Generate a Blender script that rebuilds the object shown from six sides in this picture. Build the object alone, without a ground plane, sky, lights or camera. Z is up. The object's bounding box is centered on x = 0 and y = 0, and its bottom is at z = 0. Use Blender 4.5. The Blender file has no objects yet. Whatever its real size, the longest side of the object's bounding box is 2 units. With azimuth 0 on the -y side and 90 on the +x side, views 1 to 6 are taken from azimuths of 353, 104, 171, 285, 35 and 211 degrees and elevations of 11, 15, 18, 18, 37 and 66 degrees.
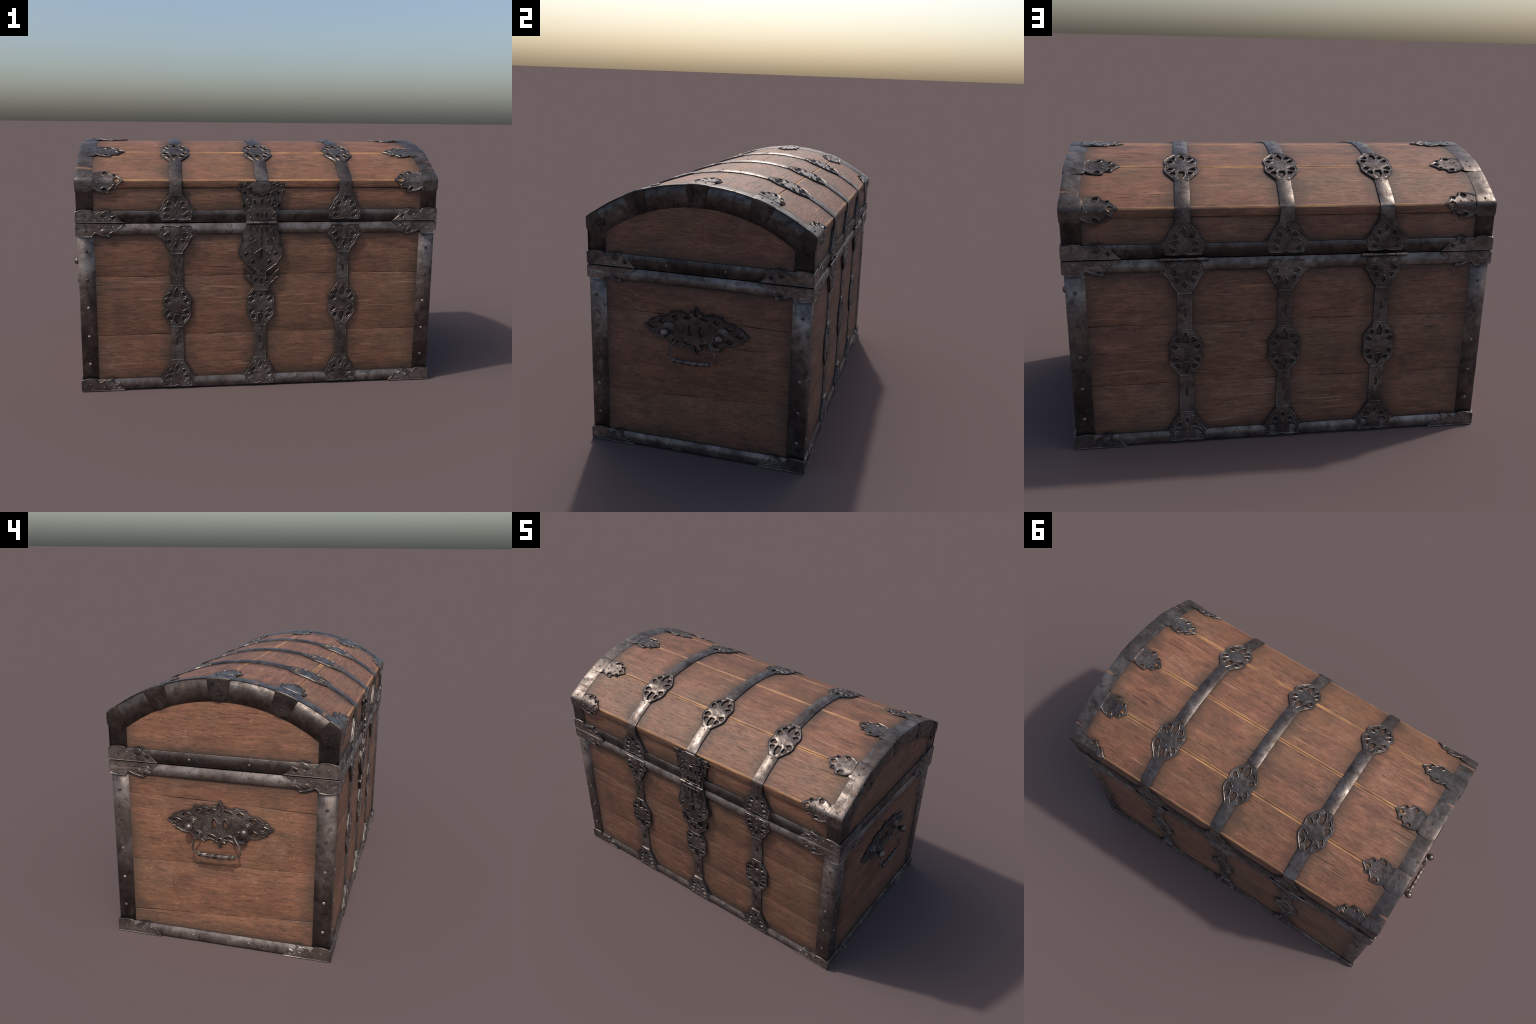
"""An iron-bound wooden treasure chest with a domed lid, pierced strap-work, a hasp and two bail handles.
Front faces -y.  Units: metres."""
import bpy, bmesh, math, random
import numpy as np
from mathutils import Vector, Matrix, noise
from mathutils.geometry import delaunay_2d_cdt

random.seed(7)
MM = 0.001

# ------------------------------------------------------------------ main dimensions
WX, WY = 0.9205, 0.5155          # wooden walls (half sizes)
PX, PY = 0.9255, 0.5205         # corner posts
BX, BY = 0.9275, 0.5225         # bands (edge height)
CX, CY = 0.9315, 0.5268         # corner plates
SEAM = 0.8815
SH_Z = 1.097                    # lid shoulder height
LEDGE = 1.0595                  # underside of the overhanging lid plank
APEX = 1.2765
ARCH_Y = 0.5205
ARCH_R = (ARCH_Y ** 2 + (APEX - SH_Z) ** 2) / (2 * (APEX - SH_Z))
ARCH_C = APEX - ARCH_R
TH0 = math.asin(ARCH_Y / ARCH_R)
S0 = ARCH_R * TH0               # half arc length
STRAP_X = (-0.435, 0.0, 0.435)
JOINT_S = ARCH_R * math.asin(0.2945 / ARCH_R)

# ------------------------------------------------------------------ materials


class Nodes:
    def __init__(self, name):
        self.m = bpy.data.materials.new(name)
        self.m.use_nodes = True
        self.t = self.m.node_tree
        self.t.nodes.clear()
        self.out = self.t.nodes.new("ShaderNodeOutputMaterial")
        self.b = self.t.nodes.new("ShaderNodeBsdfPrincipled")
        self.t.links.new(self.b.outputs[0], self.out.inputs[0])
        self.pos = self.t.nodes.new("ShaderNodeNewGeometry").outputs["Position"]

    def link(self, v, sock):
        if isinstance(v, bpy.types.NodeSocket):
            self.t.links.new(v, sock)
        elif v is not None:
            sock.default_value = v

    def vec(self, scale, rot=(0, 0, 0), loc=(0, 0, 0)):
        n = self.t.nodes.new("ShaderNodeMapping")
        n.inputs["Scale"].default_value = scale
        n.inputs["Rotation"].default_value = rot
        n.inputs["Location"].default_value = loc
        self.t.links.new(self.pos, n.inputs["Vector"])
        return n.outputs[0]

    def noise(self, vec, scale=1.0, detail=4, rough=0.55, dist=0.0):
        n = self.t.nodes.new("ShaderNodeTexNoise")
        self.link(vec, n.inputs["Vector"])
        n.inputs["Scale"].default_value = scale
        n.inputs["Detail"].default_value = detail
        n.inputs["Roughness"].default_value = rough
        n.inputs["Distortion"].default_value = dist
        return n.outputs["Fac"]

    def ramp(self, fac, stops, interp="LINEAR"):
        n = self.t.nodes.new("ShaderNodeValToRGB")
        n.color_ramp.interpolation = interp
        el = n.color_ramp.elements
        while len(el) < len(stops):
            el.new(0.5)
        for e, (p, c) in zip(el, stops):
            e.position = p
            e.color = (c, c, c, 1) if isinstance(c, (int, float)) else (*c, 1)
        self.link(fac, n.inputs[0])
        return n.outputs[0]

    def mix(self, fac, a, b, mode="MIX"):
        n = self.t.nodes.new("ShaderNodeMix")
        n.data_type = "RGBA"
        n.blend_type = mode
        n.clamp_factor = True
        self.link(fac, n.inputs[0])
        self.link((*a, 1) if isinstance(a, tuple) else a, n.inputs[6])
        self.link((*b, 1) if isinstance(b, tuple) else b, n.inputs[7])
        return n.outputs[2]

    def math(self, op, a, b=None, clamp=False):
        n = self.t.nodes.new("ShaderNodeMath")
        n.operation = op
        n.use_clamp = clamp
        self.link(a, n.inputs[0])
        self.link(b, n.inputs[1])
        return n.outputs[0]

    def ao(self, dist, samples=4):
        n = self.t.nodes.new("ShaderNodeAmbientOcclusion")
        n.samples = samples
        n.inputs["Distance"].default_value = dist
        return n.outputs["AO"]

    def bump(self, h, strength, dist):
        n = self.t.nodes.new("ShaderNodeBump")
        n.inputs["Strength"].default_value = strength
        n.inputs["Distance"].default_value = dist
        self.link(h, n.inputs["Height"])
        self.t.links.new(n.outputs[0], self.b.inputs["Normal"])

    def set(self, **kw):
        for k, v in kw.items():
            self.link(v, self.b.inputs[k.replace("_", " ")])


def wood_material(name, along, tint=(1, 1, 1), seed=0.0):
    """Old oak: grain runs along x (0) or y (1)."""
    N = Nodes(name)

    def sv(a, c):
        return (a, c, c) if along == 0 else (c, a, c)
    off = (seed, seed * 1.7, seed * 0.6)
    fine = N.noise(N.vec(sv(24, 190), loc=off), 1, 6, 0.68, 0.5)
    streak = N.noise(N.vec(sv(5.5, 34), loc=off), 1, 7, 0.70, 0.6)
    blotch = N.noise(N.vec(sv(5.0, 8.0), loc=off), 1, 6, 0.66, 0.3)
    patch = N.noise(N.vec(sv(10.0, 20.0), loc=(off[1], off[2], off[0])), 1, 5, 0.66, 0.3)
    cloud = N.noise(N.vec((3.4, 3.4, 3.4), loc=(3, 1, 8 + seed)), 1, 4, 0.6)
    c = N.ramp(streak, [(0.28, (0.104, 0.049, 0.031)), (0.48, (0.176, 0.080, 0.048)), (0.68, (0.250, 0.113, 0.066))])
    c = N.mix(N.ramp(patch, [(0.50, 0.0), (0.74, 0.6)]), c, (0.275, 0.128, 0.076))
    c = N.mix(N.ramp(cloud, [(0.46, 0.0), (0.66, 0.5)]), c, (0.150, 0.092, 0.050))
    c = N.mix(N.ramp(blotch, [(0.34, 0.48), (0.50, 0.0)]), c, (0.072, 0.046, 0.031))
    grain = N.ramp(fine, [(0.32, 0.35), (0.45, 0.88), (0.60, 1.10), (0.76, 1.42)])
    c = N.mix(0.9, c, grain, "MULTIPLY")
    # hairline checks along the grain
    chk = N.noise(N.vec(sv(4.5, 110), loc=(9 + seed, 2, 4)), 1, 4, 0.55, 0.4)
    where = N.noise(N.vec(sv(4, 9), loc=(1, 6, seed)), 1, 2)
    chk = N.math("MULTIPLY", N.ramp(chk, [(0.64, 0.0), (0.685, 1.0)]), N.ramp(where, [(0.44, 0.15), (0.60, 1.0)]))
    c = N.mix(N.math("MULTIPLY", chk, 0.65), c, (0.026, 0.016, 0.012))
    # pale knocks, rubbed fibres and scratches
    fleck = N.ramp(N.noise(N.vec(sv(26, 90), loc=(4, seed, 2)), 1, 5, 0.72, 0.6), [(0.60, 0.0), (0.74, 0.9)])
    fleck = N.math("MULTIPLY", fleck, N.ramp(N.noise(N.vec((7, 7, 7), loc=(7, 7, seed)), 1, 3), [(0.44, 0.0), (0.62, 0.8)]))
    c = N.mix(fleck, c, (0.40, 0.190, 0.108))
    knock = N.ramp(N.noise(N.vec(sv(26, 60), loc=(seed, 4, 1)), 1, 4, 0.7, 1.2), [(0.68, 0.0), (0.77, 0.65)])
    knock = N.math("MULTIPLY", knock, N.ramp(N.noise(N.vec((5, 5, 5), loc=(2, 9, seed)), 1, 2), [(0.48, 0.0), (0.62, 1.0)]))
    c = N.mix(N.math("MULTIPLY", knock, 0.45), c, (0.42, 0.195, 0.110))
    scuff = N.math("MULTIPLY", N.ramp(N.noise(N.vec((5, 5, 5), loc=(8, seed, 5)), 1, 5, 0.7), [(0.52, 0.0), (0.70, 0.42)]), N.ramp(fine, [(0.42, 0.2), (0.62, 1.0)]))
    c = N.mix(scuff, c, (0.34, 0.200, 0.140))
    for rot in ((0.5, 0.62, 0.7), (0.3, -0.9, -0.45), (1.2, 0.2, 1.4)):
        sc = N.ramp(N.noise(N.vec((3.0, 75, 75), rot=rot, loc=(seed, 5, rot[0])), 1, 1, 0.4, 0.25), [(0.735, 0.0), (0.775, 0.55)])
        c = N.mix(sc, c, (0.40, 0.225, 0.140))
    gouge = N.ramp(N.noise(N.vec((4.0, 62, 62), rot=(0.9, 0.5, -0.4), loc=(2, seed, 7)), 1, 1, 0.4, 0.2), [(0.745, 0.0), (0.785, 0.8)])
    c = N.mix(gouge, c, (0.045, 0.026, 0.018))
    # grime and edge_shade: soft occlusion shadow painted into the wood beside the ironwork
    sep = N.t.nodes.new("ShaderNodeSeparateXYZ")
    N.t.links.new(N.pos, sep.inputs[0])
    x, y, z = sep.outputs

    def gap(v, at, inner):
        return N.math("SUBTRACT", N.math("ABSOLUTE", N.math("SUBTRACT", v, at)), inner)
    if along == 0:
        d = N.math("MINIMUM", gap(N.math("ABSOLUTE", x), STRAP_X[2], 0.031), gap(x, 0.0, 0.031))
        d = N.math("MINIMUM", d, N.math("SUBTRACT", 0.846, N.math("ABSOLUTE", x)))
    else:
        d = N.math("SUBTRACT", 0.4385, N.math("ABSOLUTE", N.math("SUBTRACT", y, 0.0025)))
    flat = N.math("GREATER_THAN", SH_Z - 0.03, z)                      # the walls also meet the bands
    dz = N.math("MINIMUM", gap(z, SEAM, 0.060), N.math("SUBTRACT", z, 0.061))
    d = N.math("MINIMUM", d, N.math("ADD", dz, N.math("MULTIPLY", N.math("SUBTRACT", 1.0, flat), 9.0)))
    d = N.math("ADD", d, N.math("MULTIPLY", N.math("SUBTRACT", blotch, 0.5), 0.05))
    edge_shade = N.ramp(d, [(0.0, 0.68), (0.025, 0.38), (0.072, 0.0)])
    c = N.mix(edge_shade, c, (0.040, 0.029, 0.022))
    ao_shade = N.ramp(N.ao(0.060, 8), [(0.40, 0.92), (0.97, 0.0)])
    c = N.mix(ao_shade, c, (0.022, 0.015, 0.011))
    c = N.mix(1.0, c, tint, "MULTIPLY")
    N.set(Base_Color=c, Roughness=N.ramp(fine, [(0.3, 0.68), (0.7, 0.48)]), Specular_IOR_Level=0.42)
    h = N.math("ADD", N.math("MULTIPLY", fine, 0.9), N.math("MULTIPLY", streak, 0.8))
    h = N.math("SUBTRACT", h, N.math("MULTIPLY", chk, 1.2))
    N.bump(h, 0.65, 0.0030)
    return N.m


def worn_edge_material():
    N = Nodes("worn_wood_edge")
    n = N.noise(N.vec((9, 60, 60)), 1, 5, 0.6)
    n2 = N.noise(N.vec((5, 12, 12)), 1, 3)
    c = N.ramp(n, [(0.3, (0.27, 0.13, 0.055)), (0.6, (0.50, 0.255, 0.105))])
    c = N.mix(N.ramp(n2, [(0.42, 0.75), (0.6, 0.0)]), c, (0.17, 0.08, 0.045))
    N.set(Base_Color=c, Roughness=0.6)
    N.bump(n, 0.3, 0.002)
    return N.m


def iron_material(name, light=1.0, rust=0.3, rough=0.42, metal=0.72, flaked=False):
    N = Nodes(name)
    big = N.noise(N.vec((7, 7, 7)), 1, 5, 0.65, 0.5)
    mid = N.noise(N.vec((24, 24, 24), loc=(3, 5, 1)), 1, 6, 0.65, 0.5)
    fine = N.noise(N.vec((130, 130, 130)), 1, 3, 0.6)
    k = light
    c = N.ramp(big, [(0.30, (0.062 * k, 0.047 * k, 0.040 * k)), (0.5, (0.120 * k, 0.097 * k, 0.085 * k)), (0.70, (0.230 * k, 0.198 * k, 0.178 * k))])
    c = N.mix(N.ramp(mid, [(0.36, 0.8), (0.50, 0.0)]), c, (0.045 * k, 0.034 * k, 0.030 * k))
    c = N.mix(N.ramp(mid, [(0.58, 0.0), (0.76, 0.55)]), c, (0.32 * k, 0.280 * k, 0.255 * k))
    r = N.math("MULTIPLY", N.ramp(N.noise(N.vec((10, 10, 10), loc=(11, 2, 7)), 1, 6, 0.7), [(0.54, 0.0), (0.68, 1.0)]), rust)
    c = N.mix(r, c, (0.105, 0.052, 0.034))
    ao = N.ramp(N.ao(0.018), [(0.35, 0.85), (0.92, 0.0)])  # crevice occlusion darkened straight into the iron colour
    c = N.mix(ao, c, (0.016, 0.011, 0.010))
    met = N.math("SUBTRACT", metal, N.math("ADD", N.math("MULTIPLY", r, 0.7), N.math("MULTIPLY", ao, 0.3)), clamp=True)
    ro = N.math("ADD", N.ramp(mid, [(0.3, rough + 0.13), (0.68, rough - 0.13)]), N.math("MULTIPLY", r, 0.2))
    if flaked:
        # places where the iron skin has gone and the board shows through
        sep = N.t.nodes.new("ShaderNodeSeparateXYZ")
        N.t.links.new(N.pos, sep.inputs[0])
        x, y, z = sep.outputs
        wob = N.noise(N.vec((60, 60, 60)), 1, 2)
        yy = N.math("ADD", y, N.math("MULTIPLY", N.math("SUBTRACT", wob, 0.5), 0.004))
        m = None
        for x0, y0, w, full in ((-1, -0.4515, 0.0065, True), (1, -0.402, 0.005, False), (-1, 0.452, 0.006, False), (1, 0.452, 0.004, False), (-1, -0.162, 0.008, False), (1, 0.164, 0.008, False), (1, -0.452, 0.004, False)):
            d = N.math("ABSOLUTE", N.math("SUBTRACT", yy, y0 + 0.0025))
            if full:
                wid = w
            else:
                wid = N.math("MULTIPLY", N.math("SUBTRACT", N.math("MULTIPLY", x, x0), 0.880), w / 0.045)
            q = N.math("MULTIPLY", N.math("LESS_THAN", d, wid), N.math("GREATER_THAN", N.math("MULTIPLY", x, x0), 0.5))
            m = q if m is None else N.math("MAXIMUM", m, q)
        geo = N.t.nodes.new("ShaderNodeNewGeometry")
        sn = N.t.nodes.new("ShaderNodeSeparateXYZ")
        N.t.links.new(geo.outputs["True Normal"], sn.inputs[0])
        m = N.math("MULTIPLY", m, N.math("GREATER_THAN", sn.outputs[2], 0.45))
        m = N.math("MULTIPLY", m, N.math("GREATER_THAN", z, 1.10))
        c = N.mix(m, c, (0.175, 0.088, 0.053))
        met = N.math("MULTIPLY", met, N.math("SUBTRACT", 1.0, m))
        ro = N.math("ADD", ro, N.math("MULTIPLY", m, 0.15))
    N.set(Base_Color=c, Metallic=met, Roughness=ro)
    N.bump(N.math("ADD", N.math("MULTIPLY", mid, 1.0), N.math("MULTIPLY", fine, 0.22)), 0.40, 0.0040)
    return N.m


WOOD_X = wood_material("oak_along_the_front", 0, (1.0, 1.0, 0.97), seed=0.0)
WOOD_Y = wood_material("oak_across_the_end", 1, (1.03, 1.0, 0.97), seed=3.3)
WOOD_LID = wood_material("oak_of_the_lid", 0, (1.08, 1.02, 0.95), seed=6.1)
WOOD_EDGE = worn_edge_material()
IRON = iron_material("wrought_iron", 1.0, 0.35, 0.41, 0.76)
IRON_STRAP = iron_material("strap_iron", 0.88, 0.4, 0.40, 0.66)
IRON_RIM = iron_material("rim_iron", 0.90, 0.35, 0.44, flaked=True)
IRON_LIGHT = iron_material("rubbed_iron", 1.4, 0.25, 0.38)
IRON_DARK = iron_material("dark_iron", 0.62, 0.4, 0.45, 0.6)  # base darkened for the shade on lid band and clasp tongues
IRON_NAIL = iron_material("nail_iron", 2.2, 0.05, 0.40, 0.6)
IRON_POST = iron_material("corner_iron", 1.3, 0.3, 0.40, 0.58)  # base lightened to carry the sunlight on posts and bands
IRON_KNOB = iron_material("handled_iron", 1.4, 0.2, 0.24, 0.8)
IRON_BACK = iron_material("backing_iron", 0.42, 0.4, 0.5, 0.5)  # tinted low so the leaf piercings look full of shadow
IRON_EDGE = iron_material("scaled_iron_edge", 0.14, 0.3, 0.6, 0.2)  # near-black walls draw a contact shadow line round each plate
DARK = Nodes("dark_inside")
DARK.set(Base_Color=(0.012, 0.009, 0.008, 1), Roughness=0.9)
DARK = DARK.m

# ------------------------------------------------------------------ object helpers
COL = bpy.context.scene.collection


def empty(name):
    o = bpy.data.objects.new(name, None)
    COL.objects.link(o)
    return o


def put(name, mesh, parent, matrix=None):
    o = bpy.data.objects.new(name, mesh)
    COL.objects.link(o)
    o.parent = parent
    if matrix is not None:
        o.matrix_world = matrix
    return o


def mesh_from(name, verts, faces, mats, mat_ids=None, smooth_angle=40, recalc=True):
    me = bpy.data.meshes.new(name)
    bm = bmesh.new()
    vs = [bm.verts.new(v) for v in verts]
    for i, f in enumerate(faces):
        try:
            bf = bm.faces.new([vs[k] for k in f])
            if mat_ids is not None:
                bf.material_index = mat_ids[i]
        except ValueError:
            pass
    bmesh.ops.remove_doubles(bm, verts=bm.verts, dist=1e-6)
    if recalc:
        bmesh.ops.recalc_face_normals(bm, faces=bm.faces)
    ang = math.radians(smooth_angle)
    for f in bm.faces:
        f.smooth = True
    for e in bm.edges:
        if len(e.link_faces) == 2 and e.calc_face_angle(0) > ang:
            e.smooth = False
    bm.to_mesh(me)
    bm.free()
    for m in (mats if isinstance(mats, (list, tuple)) else [mats]):
        me.materials.append(m)
    return me


def grid(rows, closed_row=False):
    """Vertices and quads of a lofted list of rows."""
    n = len(rows[0])
    verts = [p for r in rows for p in r]
    faces = []
    for i in range(len(rows) - 1):
        for j in range(n if closed_row else n - 1):
            a, b = i * n + j, i * n + (j + 1) % n
            faces.append((a, b, b + n, a + n))
    return verts, faces


def n1(x, y=0.0, z=0.0):
    return noise.noise(Vector((x, y, z)))


# ------------------------------------------------------------------ maps from plate coordinates (u, v, h) to space
def on_front(Y):
    return lambda u, v, h: (u, -Y - h, v)


def on_back(Y):
    return lambda u, v, h: (-u, Y + h, v)


def on_right(X):
    return lambda u, v, h: (X + h, u, v)


def on_left(X):
    return lambda u, v, h: (-X - h, -u, v)


def lid_profile(s):
    """Point (y, z) and outward angle on the lid's cross-section, s along the arc (+ towards the back)."""
    a, sg = abs(s), (1 if s >= 0 else -1)
    if a <= S0:
        th = a / ARCH_R
        y, z = ARCH_R * math.sin(th), ARCH_C + ARCH_R * math.cos(th)
        ang = th
    else:
        y, z = ARCH_Y, SH_Z - (a - S0)
        ang = math.pi / 2
    w = 0.0035
    t = min(1, max(0, (a - S0 + w) / (2 * w)))
    t = t * t * (3 - 2 * t)
    if 0 < t < 1 or a > S0 - w:
        ang = min(a, S0) / ARCH_R * (1 - t) + math.pi / 2 * t
    return sg * y, z, sg * math.sin(ang), math.cos(ang)


def on_lid(x0=0.0, s0=0.0, sx=1):
    """Plate coordinates: u across the chest's length (sx flips), v along the arc."""
    def f(u, v, h):
        y, z, ny, nz = lid_profile(s0 + sx * v)
        return (x0 + sx * u, y + ny * h, z + nz * h)
    return f


def spin(M, parent_map=None):
    return M


# ------------------------------------------------------------------ pierced plates
def mirror_x(pts):
    """Right half, bottom to top -> closed outline, counter-clockwise."""
    left = [(-x, y) for x, y in reversed(pts) if abs(x) > 1e-6]
    return list(pts) + left


def mirror_all(pts, mx=True, my=False):
    out = [pts]
    if mx:
        out += [[(-x, y) for x, y in p] for p in out]
    if my:
        out += [[(x, -y) for x, y in p] for p in out]
    return out


def lens(cx, cy, half_l, half_w, tilt=0.0, n=5):
    """Pointed slit, tilt in degrees away from the v axis."""
    pts = []
    for i in range(2 * n):
        t = i / (2 * n) * 2 * math.pi
        l = math.cos(t) * half_l
        w = math.copysign(abs(math.sin(t)) ** 1.4, math.sin(t)) * half_w
        pts.append((w, l))
    a = math.radians(tilt)
    return [(cx + x * math.cos(a) + y * math.sin(a), cy - x * math.sin(a) + y * math.cos(a)) for x, y in pts]


def disc(cx, cy, r, n=9):
    return [(cx + r * math.cos(i * 2 * math.pi / n), cy + r * math.sin(i * 2 * math.pi / n)) for i in range(n)]


def soften(pts, r=2.2):
    """Cut every corner at most r mm (two passes) so that outlines read as forged, not cut."""
    for k in range(2):
        rr = r / (k * 1.6 + 1)
        out = []
        n = len(pts)
        for i in range(n):
            p, a, b = Vector(pts[i]), Vector(pts[i - 1]), Vector(pts[(i + 1) % n])
            for q in (a, b):
                d = q - p
                L = d.length
                out.append(tuple(p + d * (min(rr, 0.30 * L) / max(L, 1e-9))))
        pts = out
    return pts


def area(p):
    return 0.5 * sum(p[i - 1][0] * p[i][1] - p[i][0] * p[i - 1][1] for i in range(len(p)))


def inset(loop, d):
    n = len(loop)
    P = np.array(loop, float)
    e = np.roll(P, -1, 0) - P
    e /= np.linalg.norm(e, axis=1)[:, None] + 1e-12
    nrm = np.stack([-e[:, 1], e[:, 0]], 1)
    m = nrm + np.roll(nrm, 1, 0)
    m /= np.linalg.norm(m, axis=1)[:, None] + 1e-12
    k = 1 / np.clip((m * nrm).sum(1), 0.6, 1)
    return P + m * (k * d)[:, None]


def swell(h, d):
    """Open a hole out by d mm, whichever way round it is listed."""
    return inset(h, -d if area(h) > 0 else d)


def inside(loops, q):
    c = np.zeros(len(q), bool)
    for L in loops:
        L = np.asarray(L)
        for a, b in zip(L, np.roll(L, -1, 0)):
            cond = (a[1] > q[:, 1]) != (b[1] > q[:, 1])
            if a[1] != b[1]:
                xc = (b[0] - a[0]) * (q[:, 1] - a[1]) / (b[1] - a[1]) + a[0]
                c ^= cond & (q[:, 0] < xc)
    return c


def edge_distance(loops, q):
    d = np.full(len(q), 1e9)
    for L in loops:
        L = np.asarray(L)
        for a, b in zip(L, np.roll(L, -1, 0)):
            ab = b - a
            t = np.clip(((q - a) @ ab) / max(ab @ ab, 1e-9), 0, 1)
            d = np.minimum(d, np.linalg.norm(q - a - t[:, None] * ab, axis=1))
    return d


def plate_geometry(outline, holes, t=4.0, bead=2.0, width=4.4, step=9.0, base=0.0, dents=0.5, soft=2.2, dome=0.0, seed=0):
    """A forged sheet with pierced holes.  mm in, (verts (u, v, h) in metres, faces) out.
    Every border has an upright wall, a rounded raised bead and then the flat."""
    outline = soften(outline, soft)
    if area(outline) < 0:
        outline = outline[::-1]
    loops = [outline]
    for h in holes:
        h = soften([tuple(p) for p in swell(h, 1.1)] if len(h) < 7 else h, soft * 0.8)
        loops.append(h if area(h) < 0 else h[::-1])
    w = width
    hw = 0.8 * width
    rings = [(0, -base), (0, t * 0.6), (0.18 * w, t + bead * 0.65), (0.42 * w, t + bead), (0.72 * w, t + bead * 0.55), (w, t)]
    verts, faces, inner, walls = [], [], [], []
    for L in loops:
        n = len(L)
        start = len(verts)
        for d, h in rings:
            P = inset(L, d) if d else np.array(L)
            verts += [(x, y, h) for x, y in P]
        for r in range(len(rings) - 1):
            for i in range(n):
                a, b = start + r * n + i, start + r * n + (i + 1) % n
                faces.append((a, b, b + n, a + n))
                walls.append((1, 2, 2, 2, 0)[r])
        inner.append(inset(L, w))
    A = np.concatenate([np.array(L) for L in loops])
    lo, hi = A.min(0), A.max(0)
    gx, gy = np.meshgrid(np.arange(lo[0], hi[0], step) + step * 0.37, np.arange(lo[1], hi[1], step) + step * 0.41)
    q = np.stack([gx.ravel(), gy.ravel()], 1)
    q = q[inside(loops, q)]
    if len(q):
        q = q[edge_distance(loops, q) > w + step * 0.35]
    pts, edges = [], []
    for L in inner:
        k = len(pts)
        pts += [Vector(p) for p in L]
        edges += [(k + i, k + (i + 1) % len(L)) for i in range(len(L))]
    pts += [Vector(p) for p in q]
    ov, oe, of = delaunay_2d_cdt(pts, edges, [], 0, 1e-4)[:3]
    O = np.array([tuple(v) for v in ov])
    F = np.array(of)
    cen = O[F].mean(1)
    keep = inside(inner, cen) & inside(loops, cen)
    k = len(verts)
    cx, cy = (lo + hi) / 2
    for x, y in O:
        dz = dents * n1(x / 23 + seed * 3.1, y / 23, seed * 1.7)
        verts.append((x, y, t + dz * 0.0 if dents == 0 else t))
    if len(q):
        ed = np.clip((edge_distance(loops, O) - w) / 7.0, 0, 1)
        for i, (x, y) in enumerate(O):
            dz = dents * n1(x / 21 + seed * 3.1, y / 21, seed * 1.7) * 2
            verts[k + i] = (x, y, t + ed[i] * (dz + dome))
    faces += [tuple(int(i) + k for i in f) for f in F[keep]]
    return [(x * MM, y * MM, h * MM) for x, y, h in verts], faces, walls


def rivet_geometry(pts, h0=4.0, r=3.6, height=2.6, n=8):
    r, height = r * 1.12, height * 1.2
    verts, faces = [], []
    for x, y in pts:
        k = len(verts)
        for rr, hh in ((1.0, -1.0), (0.95, 0.45 * height), (0.6, 0.88 * height)):
            verts += [((x + r * rr * math.cos(i * 2 * math.pi / n)) * MM, (y + r * rr * math.sin(i * 2 * math.pi / n)) * MM, (h0 + hh) * MM) for i in range(n)]
        verts.append((x * MM, y * MM, (h0 + height) * MM))
        for a in range(2):
            for i in range(n):
                faces.append((k + a * n + i, k + a * n + (i + 1) % n, k + (a + 1) * n + (i + 1) % n, k + (a + 1) * n + i))
        for i in range(n):
            faces.append((k + 2 * n + i, k + 2 * n + (i + 1) % n, k + 3 * n))
    return verts, faces


def build_plate(name, geo, fmap, parent, mat=None, rivets=(), rivet_h=4.0, rivet_r=3.6, bead_mat=None):
    v, f, walls = list(geo[0]), list(geo[1]), list(geo[2])
    if rivets:
        rv, rf = rivet_geometry(rivets, rivet_h, rivet_r)
        k = len(v)
        v += rv
        f += [tuple(i + k for i in q) for q in rf]
    ids = walls + [0] * (len(geo[1]) - len(walls)) + [2] * (len(f) - len(geo[1]))
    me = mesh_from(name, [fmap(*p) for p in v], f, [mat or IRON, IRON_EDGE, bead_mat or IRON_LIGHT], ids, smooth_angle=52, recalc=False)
    return put(name, me, parent)


def shift(fmap, du=0.0, dv=0.0, dh=0.0, su=1, sv=1):
    """Move plate coordinates; a half turn is su = sv = -1."""
    return lambda u, v, h: fmap(du + su * u, dv + sv * v, h + dh)


# ---- outlines, millimetres -------------------------------------------------
ROSETTE = mirror_x([(29, -112), (30.5, -104), (36, -98), (50, -80), (63, -63), (72, -46), (74, -30), (71.5, -14), (69.5, 0), (71.5, 14), (74, 30), (72, 46), (63, 63), (50, 80), (36, 98), (30.5, 104), (29, 112)])
ROSETTE_KITE = [(0, 100), (13, 73), (11, 47), (-11, 47), (-13, 73)]
ROSETTE_HOLES = mirror_all([(29, 51), (26, 70), (35, 75), (49, 62), (45, 54)], True, True) + mirror_all([(32, 28), (49, 43), (60, 39), (59, 26), (49, 18)], True, True)
ROSETTE_RIVETS = [(0, 26), (0, -26), (61, 11), (-61, 11), (61, -11), (-61, -11), (28, 88), (-28, 88), (28, -88), (-28, -88)]

TRI = mirror_x([(0, 7), (16, 0), (38, -1), (74, 0), (83, 20), (78, 35), (86, 50), (74, 64), (64, 84), (58, 100), (41, 121), (33, 134), (31, 147)])
TRI_HOLES = mirror_all([(36, 14), (52, 12), (60, 20), (58, 33), (48, 35), (46, 26), (36, 28)]) + mirror_all([(35, 40), (50, 42), (62, 52), (48, 62), (34, 60)]) + mirror_all([(25, 75), (40, 74), (45, 82), (37, 94), (28, 92)])
TRI_HOLES += [[(0, 88), (11, 104), (0, 121), (-11, 104)]]
TRI_RIVETS = [(0, 72), (0, 44), (24, 124), (-24, 124), (70, 16), (-70, 16), (55, 75), (-55, 75)]

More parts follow.
